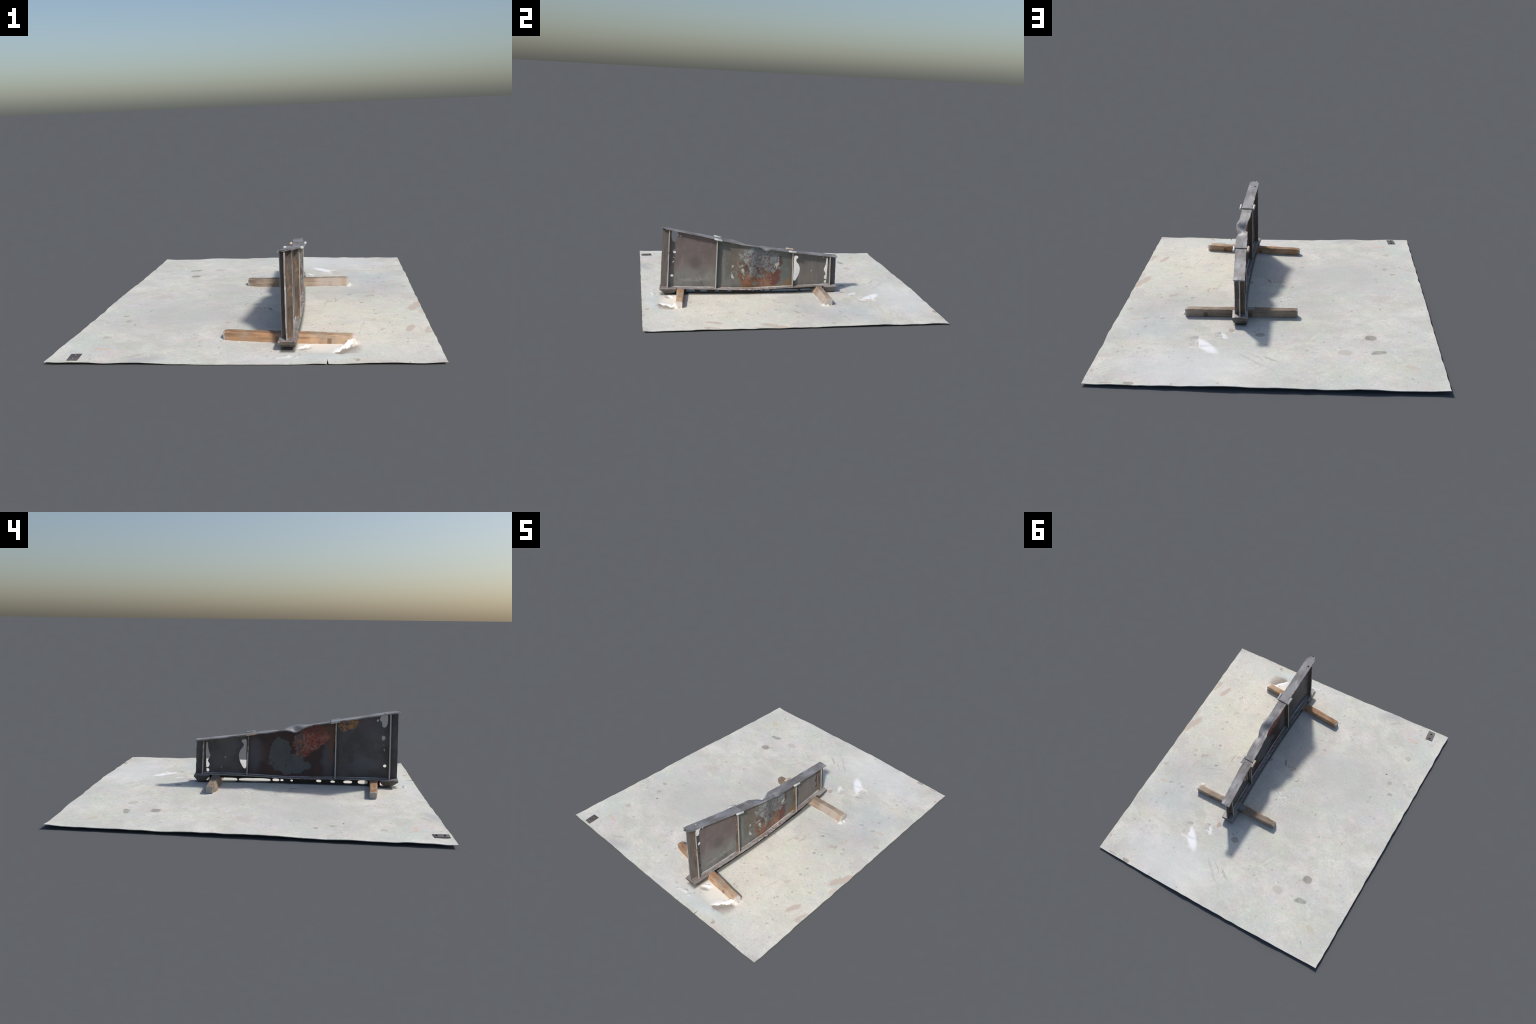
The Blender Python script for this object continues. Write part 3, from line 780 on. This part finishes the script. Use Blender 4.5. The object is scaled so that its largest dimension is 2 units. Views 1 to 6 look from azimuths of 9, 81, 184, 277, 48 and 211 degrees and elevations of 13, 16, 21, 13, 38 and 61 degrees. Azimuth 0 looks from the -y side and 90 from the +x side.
def round_outline(pts, per=6, rag=0.0008):
    """closed Catmull-Rom through the points, slightly ragged"""
    out = []
    n = len(pts)
    P = [np.array(p, float) for p in pts]
    for i in range(n):
        p0, p1, p2, p3 = P[i-1], P[i], P[(i+1) % n], P[(i+2) % n]
        for k in range(per):
            t = k / per
            q = 0.5 * (2*p1 + (p2-p0)*t + (2*p0-5*p1+4*p2-p3)*t*t + (3*p1-p0-3*p2+p3)*t**3)
            r = rag * nz(q[0], q[1], 3.3, 120.0)
            out.append((float(q[0] + r), float(q[1] - r)))
    return out

def oval(y, z, ry, rz, n=16):
    return [(y + ry * math.cos(2*math.pi*i/n) * (1 + .12 * math.sin(3.0*i + y*90)), z + rz * math.sin(2*math.pi*i/n)) for i in range(n)]

WEB_HOLES = [
    round_outline([(-.744, .407), (-.741, .440), (-.724, .446), (-.710, .442), (-.696, .415), (-.709, .398), (-.714, .374), (-.727, .367), (-.740, .380)]),
    oval(-.685, .408, .0065, .0078), oval(-.723, .304, .0110, .0150), oval(-.727, .262, .003, .003),
    oval(-.731, .234, .0042, .0045), oval(-.733, .227, .0025, .003), oval(-.739, .135, .0100, .0092),
    round_outline([(.0945, .272), (.107, .276), (.121, .270), (.122, .258), (.111, .247), (.114, .230), (.128, .212), (.139, .181), (.135, .146),
                   (.123, .116), (.110, .096), (.0960, .100), (.0935, .145), (.0945, .190), (.0930, .235)]),
    round_outline([(.328, .254), (.335, .253), (.339, .215), (.338, .160), (.339, .105), (.333, .099), (.322, .105), (.318, .120), (.327, .142), (.313, .171), (.320, .195), (.325, .222)]),
    oval(.329, .083, .0095, .0115), oval(.222, .164, .0038, .0045), oval(.303, .262, .0028, .003), oval(.246, .101, .002, .0028),
]
def build_web():
    rings = []
    ys = span(0.0, 1.0, 0.0062)
    cols = []
    bm = bmesh.new()
    NZ = 40
    front, back = [], []
    for u in ys:
        fr, bk = [], []
        for k in range(NZ + 1):
            s = k / NZ
            y0 = -0.815 + 0.013 * s
            y1 = 0.402 - 0.008 * s
            y = y0 + (y1 - y0) * u
            zl, zh = zb_top(y) - 0.003, ztop(y) - FT * 0.75
            z = zl + (zh - zl) * s
            if u in (ys[0], ys[-1]):
                y += 0.0016 * nz(y, z, 2.0, 40.0)
            fr.append(bm.verts.new((WT / 2, y, z)))
            bk.append(bm.verts.new((-WT / 2, y, z)))
        front.append(fr)
        back.append(bk)
    n = len(ys)
    for i in range(n - 1):
        for k in range(NZ):
            f = bm.faces.new((front[i][k], front[i+1][k], front[i+1][k+1], front[i][k+1]))
            f.material_index = 0
            f = bm.faces.new((back[i][k], back[i][k+1], back[i+1][k+1], back[i+1][k]))
            f.material_index = 1
        for k in (0, NZ):
            f = bm.faces.new((front[i][k], front[i+1][k], back[i+1][k], back[i][k]))
            f.material_index = 2
    for i in (0, n - 1):
        for k in range(NZ):
            f = bm.faces.new((front[i][k], front[i][k+1], back[i][k+1], back[i][k]))
            f.material_index = 2
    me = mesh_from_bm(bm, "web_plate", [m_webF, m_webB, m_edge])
    ob = new_obj("web_plate", me, girder)
    for h in WEB_HOLES:
        c = bmesh.new()
        prism(c, h)
        cut(ob, c)
    me = ob.data
    for v in me.vertices:
        y, z = v.co.y, v.co.z
        wob = 0.0022 * nz(0, y, z, 7.0) + 0.0008 * nz(1, y, z, 20.0)
        v.co.x += xweb(y, z) + wob
    for p in me.polygons:
        p.use_smooth = True
    me.set_sharp_from_angle(angle=math.radians(40))
    return ob
build_web()

# --- stiffeners: plates welded across both sides of the web
STIFF_Y = ((-0.768, -0.757, 0.0085), (-0.446, -0.4415, 0.0080), (0.087, 0.0785, 0.0075), (0.357, 0.3475, 0.0075))
def build_stiffeners():
    for yb, yt, t in STIFF_Y:
        ox, oy = xc(yb), yb
        for side in (1, -1):
            rings = []
            for k in range(17):
                s = k / 16
                y = yb + (yt - yb) * s
                zl, zh = zb_top(y) - 0.002, min(zt_pos(y), zt_neg(y)) - FT * 0.7
                z = zl + (zh - zl) * s
                cx = xweb(y, z) - ox
                xi = cx + side * 0.001
                xo = cx + side * (0.0283 + 0.0016 * nz(y, z, side, 32.0))
                yy = y - oy + 0.001 * nz(y, z, 3.0, 25.0)
                e = 0.0012
                rings.append([(xi, yy - t/2, z), (xo - side*e, yy - t/2, z), (xo, yy - t/2 + e, z),
                              (xo, yy + t/2 - e, z), (xo - side*e, yy + t/2, z), (xi, yy + t/2, z)])
            me = mesh_from_bm(loft(rings), "stiffener", [m_stiff])
            new_obj("stiffener", me, girder, loc=(ox, oy, 0))
build_stiffeners()

# --- weld beads along the foot of the web
def build_welds():
    bm = bmesh.new()
    for side in (1, -1):
        for a, b in ((-0.760, -0.452), (-0.438, 0.081), (0.093, 0.351)):
            rings = []
            for y in span(a, b, 0.006):
                z = zb_top(y) - 0.0005
                x = xweb(y, z) + side * (WT / 2 - 0.001)
                r = 0.0048 * (1 + 0.25 * nz(y, side, 0, 90.0))
                rings.append([(x, y, z), (x + side * r, y, z), (x + side * r * .55, y, z + r * .6), (x, y, z + r)])
            loft(rings, bm=bm)
    me = mesh_from_bm(bm, "weld_bead", [m_edge], 50)
    ob = new_obj("weld_bead", me, girder)
build_welds()

# --- bearing shoes under both ends: boat-shaped blocks with raised lips
def build_shoe(y0, y1, half, zt, zbot):
    prof = [(0.0, 0.0, 0.0), (0.0, 0.26, 0.0), (0.10, 0.36, 0.07), (0.22, 0.60, 0.14), (0.40, 0.84, 0.24), (0.60, 1.0, 0.40)]
    rings = []
    for inset, dz, side_in in prof:
        z = zt + (zbot - zt) * dz
        ring = []
        hy0, hy1 = y0 + inset * 0.075, y1 - inset * 0.055
        n = 9
        ys = [hy0 + (hy1 - hy0) * k / n for k in range(n + 1)]
        w = half * (1 - side_in)
        for y in ys:
            ring.append((xc(y) + w + 0.0015 * nz(y, z, 1, 45.0) * (1 + 2 * dz), y + 0.002 * dz * nz(y, 3, z, 50.0), z + (0.0012 + 0.003 * dz) * nz(y, 0, z, 40.0)))
        for y in reversed(ys):
            ring.append((xc(y) - w + 0.0015 * nz(y, z, 2, 45.0) * (1 + 2 * dz), y + 0.002 * dz * nz(y, 4, z, 50.0), z + (0.0012 + 0.003 * dz) * nz(y, 1, z, 40.0)))
        rings.append(ring)
    bm = loft(rings)
    me = mesh_from_bm(bm, "bearing_shoe", [m_shoe], 35)
    ob = new_obj("bearing_shoe", me, girder)
    for side in (1, -1):
        lr = []
        for y in span(y0 + 0.002, y1 - 0.002, 0.006):
            x1 = xc(y) + side * (half + 0.0005)
            x0 = xc(y) + side * 0.0265
            z = zt + 0.0035 + 0.0006 * nz(y, side, 0, 70.0)
            lr.append([(x0, y, zt - 0.002), (x0, y, z + 0.0012), (x1 - side*0.002, y, z), (x1, y, z - 0.002), (x1, y, zt - 0.002)])
        me = mesh_from_bm(loft(lr), "shoe_lip", [m_lip], 50)
        new_obj("shoe_lip", me, ob)
build_shoe(-0.820, -0.709, 0.0405, 0.0530, 0.0160)
build_shoe(0.312, 0.406, 0.0410, 0.0575, 0.0130)

# --- dark skirt standing in for scan artefact and shade below the foot, with gaps
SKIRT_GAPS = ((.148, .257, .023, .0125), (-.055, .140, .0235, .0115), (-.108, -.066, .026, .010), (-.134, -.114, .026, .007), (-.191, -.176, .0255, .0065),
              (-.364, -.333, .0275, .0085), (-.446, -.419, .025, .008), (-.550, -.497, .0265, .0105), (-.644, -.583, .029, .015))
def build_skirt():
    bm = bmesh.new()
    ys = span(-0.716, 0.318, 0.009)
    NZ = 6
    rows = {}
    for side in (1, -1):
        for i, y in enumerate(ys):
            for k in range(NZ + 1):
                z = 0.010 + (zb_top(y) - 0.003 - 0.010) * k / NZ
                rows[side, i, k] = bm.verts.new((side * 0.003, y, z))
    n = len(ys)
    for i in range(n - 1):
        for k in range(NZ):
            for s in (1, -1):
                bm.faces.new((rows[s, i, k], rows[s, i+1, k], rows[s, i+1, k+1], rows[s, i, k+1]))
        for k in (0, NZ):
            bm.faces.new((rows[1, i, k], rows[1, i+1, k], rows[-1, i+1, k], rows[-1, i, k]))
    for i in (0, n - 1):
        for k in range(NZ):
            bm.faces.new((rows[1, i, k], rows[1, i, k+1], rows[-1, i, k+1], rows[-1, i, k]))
    me = mesh_from_bm(bm, "scan_skirt", [m_skirt])
    ob = new_obj("scan_skirt", me, girder)
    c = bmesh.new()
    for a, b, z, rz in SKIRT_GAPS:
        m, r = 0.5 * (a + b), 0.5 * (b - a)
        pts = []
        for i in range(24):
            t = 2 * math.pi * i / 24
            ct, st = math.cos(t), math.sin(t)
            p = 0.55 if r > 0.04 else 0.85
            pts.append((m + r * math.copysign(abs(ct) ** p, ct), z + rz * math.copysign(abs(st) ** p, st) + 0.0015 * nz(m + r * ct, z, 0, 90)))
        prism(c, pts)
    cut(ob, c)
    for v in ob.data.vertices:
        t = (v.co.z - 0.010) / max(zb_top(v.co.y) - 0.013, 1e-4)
        v.co.x *= 1.0 + 5.5 * sstep(0.55, 1.0, t) + 4.0 * sstep(0.25, 0.0, t)        # skirt flares top and bottom
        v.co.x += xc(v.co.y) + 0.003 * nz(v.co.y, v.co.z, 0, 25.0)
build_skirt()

# --- rods lying along the flange rims, joined by a strap across the flange
def rod_mesh():
    bm = bmesh.new()
    bmesh.ops.create_cone(bm, cap_ends=True, segments=20, radius1=0.0068, radius2=0.0068, depth=0.054)
    ends = [e for e in bm.edges if abs(e.verts[0].co.z - e.verts[1].co.z) < 1e-6]
    bmesh.ops.bevel(bm, geom=ends, offset=0.0016, segments=2, affect='EDGES')
    return mesh_from_bm(bm, "flange_rod", [m_rod], 40)
def build_clips():
    rm = rod_mesh()
    rods = [((.2315, -.462, .4025), (.2325, -.412, .3915), 0), ((.150, -.462, .4035), (.151, -.411, .392), 0),
            ((.2065, .047, .3170), (.2035, .097, .3100), 0), ((.1275, .039, .3170), (.1250, .090, .3085), 1)]
    for a, b, rusty in rods:
        a, b = Vector(a), Vector(b)
        ob = new_obj("flange_rod", rm, girder)
        d = (b - a).normalized()
        rot = d.to_track_quat('Z', 'Y').to_matrix().to_4x4()
        base = Matrix.Translation((a + b) / 2) @ rot
        ob.matrix_basis = base
        if rusty:
            ob.material_slots[0].link = 'OBJECT'
            ob.material_slots[0].material = m_rodrust
    for y0, y1, h in ((-0.4245, -0.4085, 0.0050), (0.0470, 0.0610, 0.0045)):
        rings = []
        for i in range(9):
            s = i / 8
            ring = []
            for y, dz in ((y0, -0.003), (y0, h - .001), (y0 + .002, h), (y1 - .001, h), (y1, h - .001), (y1, -0.003)):
                x = xt_neg(y) - 0.002 + (xt_pos(y) - xt_neg(y) + 0.004) * s
                z = zt_neg(y) + (zt_pos(y) - zt_neg(y)) * s + dz
                ring.append((x, y, z))
            rings.append(ring)
        me = mesh_from_bm(loft(rings), "cross_strap", [m_strap])
        new_obj("cross_strap", me, girder)
build_clips()

# ------------------------------------------------------------------ timbers
def build_timber(p0, p1, width, z0, z1, mat, seed, label, blunt, splay, belly):
    """squared block from p0 to p1 (plan), built in its own axes"""
    a, b = Vector(p0), Vector(p1)
    L = (b - a).length
    NL, NS = 60, 6
    h = z1 - z0
    rings = []
    for i in range(NL + 1):
        u = i / NL
        x = -L / 2 + L * u
        endk = max(sstep(0.025, 0.0, u), sstep(0.955, 1.0, u) * blunt)
        w = width / 2 * (1 - 0.08 * endk * blunt) * (1 + 0.08 * nz(x, seed, 0, 9.0)) * (1 + belly * (math.exp(-((u - 0.58) / 0.3) ** 2) - 0.5))
        ht = h * (1 - 0.08 * endk * blunt) + 0.0025 * nz(x, seed, 5, 8.0)
        yo = 0.0022 * nz(x, seed, 9, 5.0)
        c = 0.0022
        pts = []
        toe = splay * sstep(0.02, 0.12, u) * (1 + 0.25 * nz(x, seed, 2, 12.0))      # flank splays out to the floor
        corners = [(-w - toe, 0), (w, 0), (w, ht), (-w, ht)]
        for q in range(4):
            (ya, za), (yb, zb) = corners[q], corners[(q + 1) % 4]
            ln = math.hypot(yb - ya, zb - za)
            for k in range(NS + 1):
                t = (c + (ln - 2 * c) * k / NS) / ln
                y, z = ya + (yb - ya) * t, za + (zb - za) * t
                d = 0.0022 * nz(x * 1.5, y * 1.0 + q, z + seed, 24.0) + 0.0010 * nz(x, y + q, z + seed, 80.0)
                nrm = (0, 1) if q == 2 else ((1, 0) if q == 1 else ((0, -1) if q == 0 else (-1, 0)))
                pts.append((x, y + yo + d * nrm[0], z - h / 2 + d * nrm[1]))
        if i in (0, NL):
            pts = [(p[0] + 0.003 * nz(p[1] * 30, p[2] * 30, seed, 1.0), p[1], p[2]) for p in pts]
        rings.append(pts)
    me = mesh_from_bm(loft(rings), "timber_block", [mat], 50)
    ob = new_obj("timber_block", me)
    mid = (a + b) / 2
    ob.location = (mid.x, mid.y, z0 + h / 2)
    ob.rotation_euler = (0, 0, math.atan2(b.y - a.y, b.x - a.x))
    ob["label"] = label
    ob["category"] = "wood block"
    return ob
build_timber((-0.126, -0.660), (0.487, -0.6925), 0.0425, 0.0070, 0.0500, m_woodA, 1.3, "orange brown squared timber block with rough grain", 1.0, 0.003, 0.18)
tb = build_timber((-0.160, 0.264), (0.438, 0.296), 0.038, 0.0100, 0.0555, m_woodB, 4.1, "greyish brown squared timber block with weathered grain", 0.4, 0.021, 0.0)

# thin steel shim wedged on the far timber
def build_shim():
    bm = bmesh.new()
    bmesh.ops.create_cube(bm, size=1.0)
    bmesh.ops.scale(bm, vec=(0.046, 0.028, 0.004), verts=bm.verts[:])
    bmesh.ops.bevel(bm, geom=bm.edges[:], offset=0.0008, segments=1, affect='EDGES')
    me = mesh_from_bm(bm, "steel_shim", [m_shim])
    ob = new_obj("steel_shim", me, girder)
    ob.matrix_basis = Matrix.Translation((0.093, 0.277, 0.0545)) @ Matrix.Rotation(0.30, 4, 'Z')
build_shim()

# ------------------------------------------------- bolted plate in the corner
def build_plate():
    c = [(-0.769, -0.979), (-0.722, -0.979), (-0.729, -0.900), (-0.779, -0.906)]
    bm = bmesh.new()
    lo = [bm.verts.new((x + .7505, y + .941, -0.004)) for x, y in c]
    hi = [bm.verts.new((x + .7505, y + .941, 0.004)) for x, y in c]
    bm.faces.new(lo[::-1])
    bm.faces.new(hi)
    for i in range(4):
        j = (i + 1) % 4
        bm.faces.new((lo[i], lo[j], hi[j], hi[i]))
    bmesh.ops.bevel(bm, geom=[e for e in bm.edges], offset=0.0012, segments=2, affect='EDGES')
    ob = new_obj("bolted_plate", mesh_from_bm(bm, "bolted_plate", [m_plate], 35))
    ob.location = (-.7505, -.941, 0.0135)
    ob["label"] = "small dark steel plate with two round bolts"
    ob["category"] = "metal plate"
    bb = bmesh.new()
    rings = []
    for k in range(6):
        t = k / 5 * math.pi / 2
        r = 0.0075 * math.cos(t) + 0.0004
        rings.append([(r * math.cos(2*math.pi*i/18), r * math.sin(2*math.pi*i/18), 0.0060 * math.sin(t)) for i in range(18)])
    bm2 = loft(rings, bm=bb)
    bmesh_me = mesh_from_bm(bm2, "bolt_head", [m_shoe], 50)
    for x, y in ((-0.748, -0.958), (-0.751, -0.919)):
        b = bpy.data.objects.new("bolt_head", bmesh_me)
        COL.objects.link(b)
        b.parent = ob
        b.location = (x + .7505, y + .941, 0.0035)
build_plate()
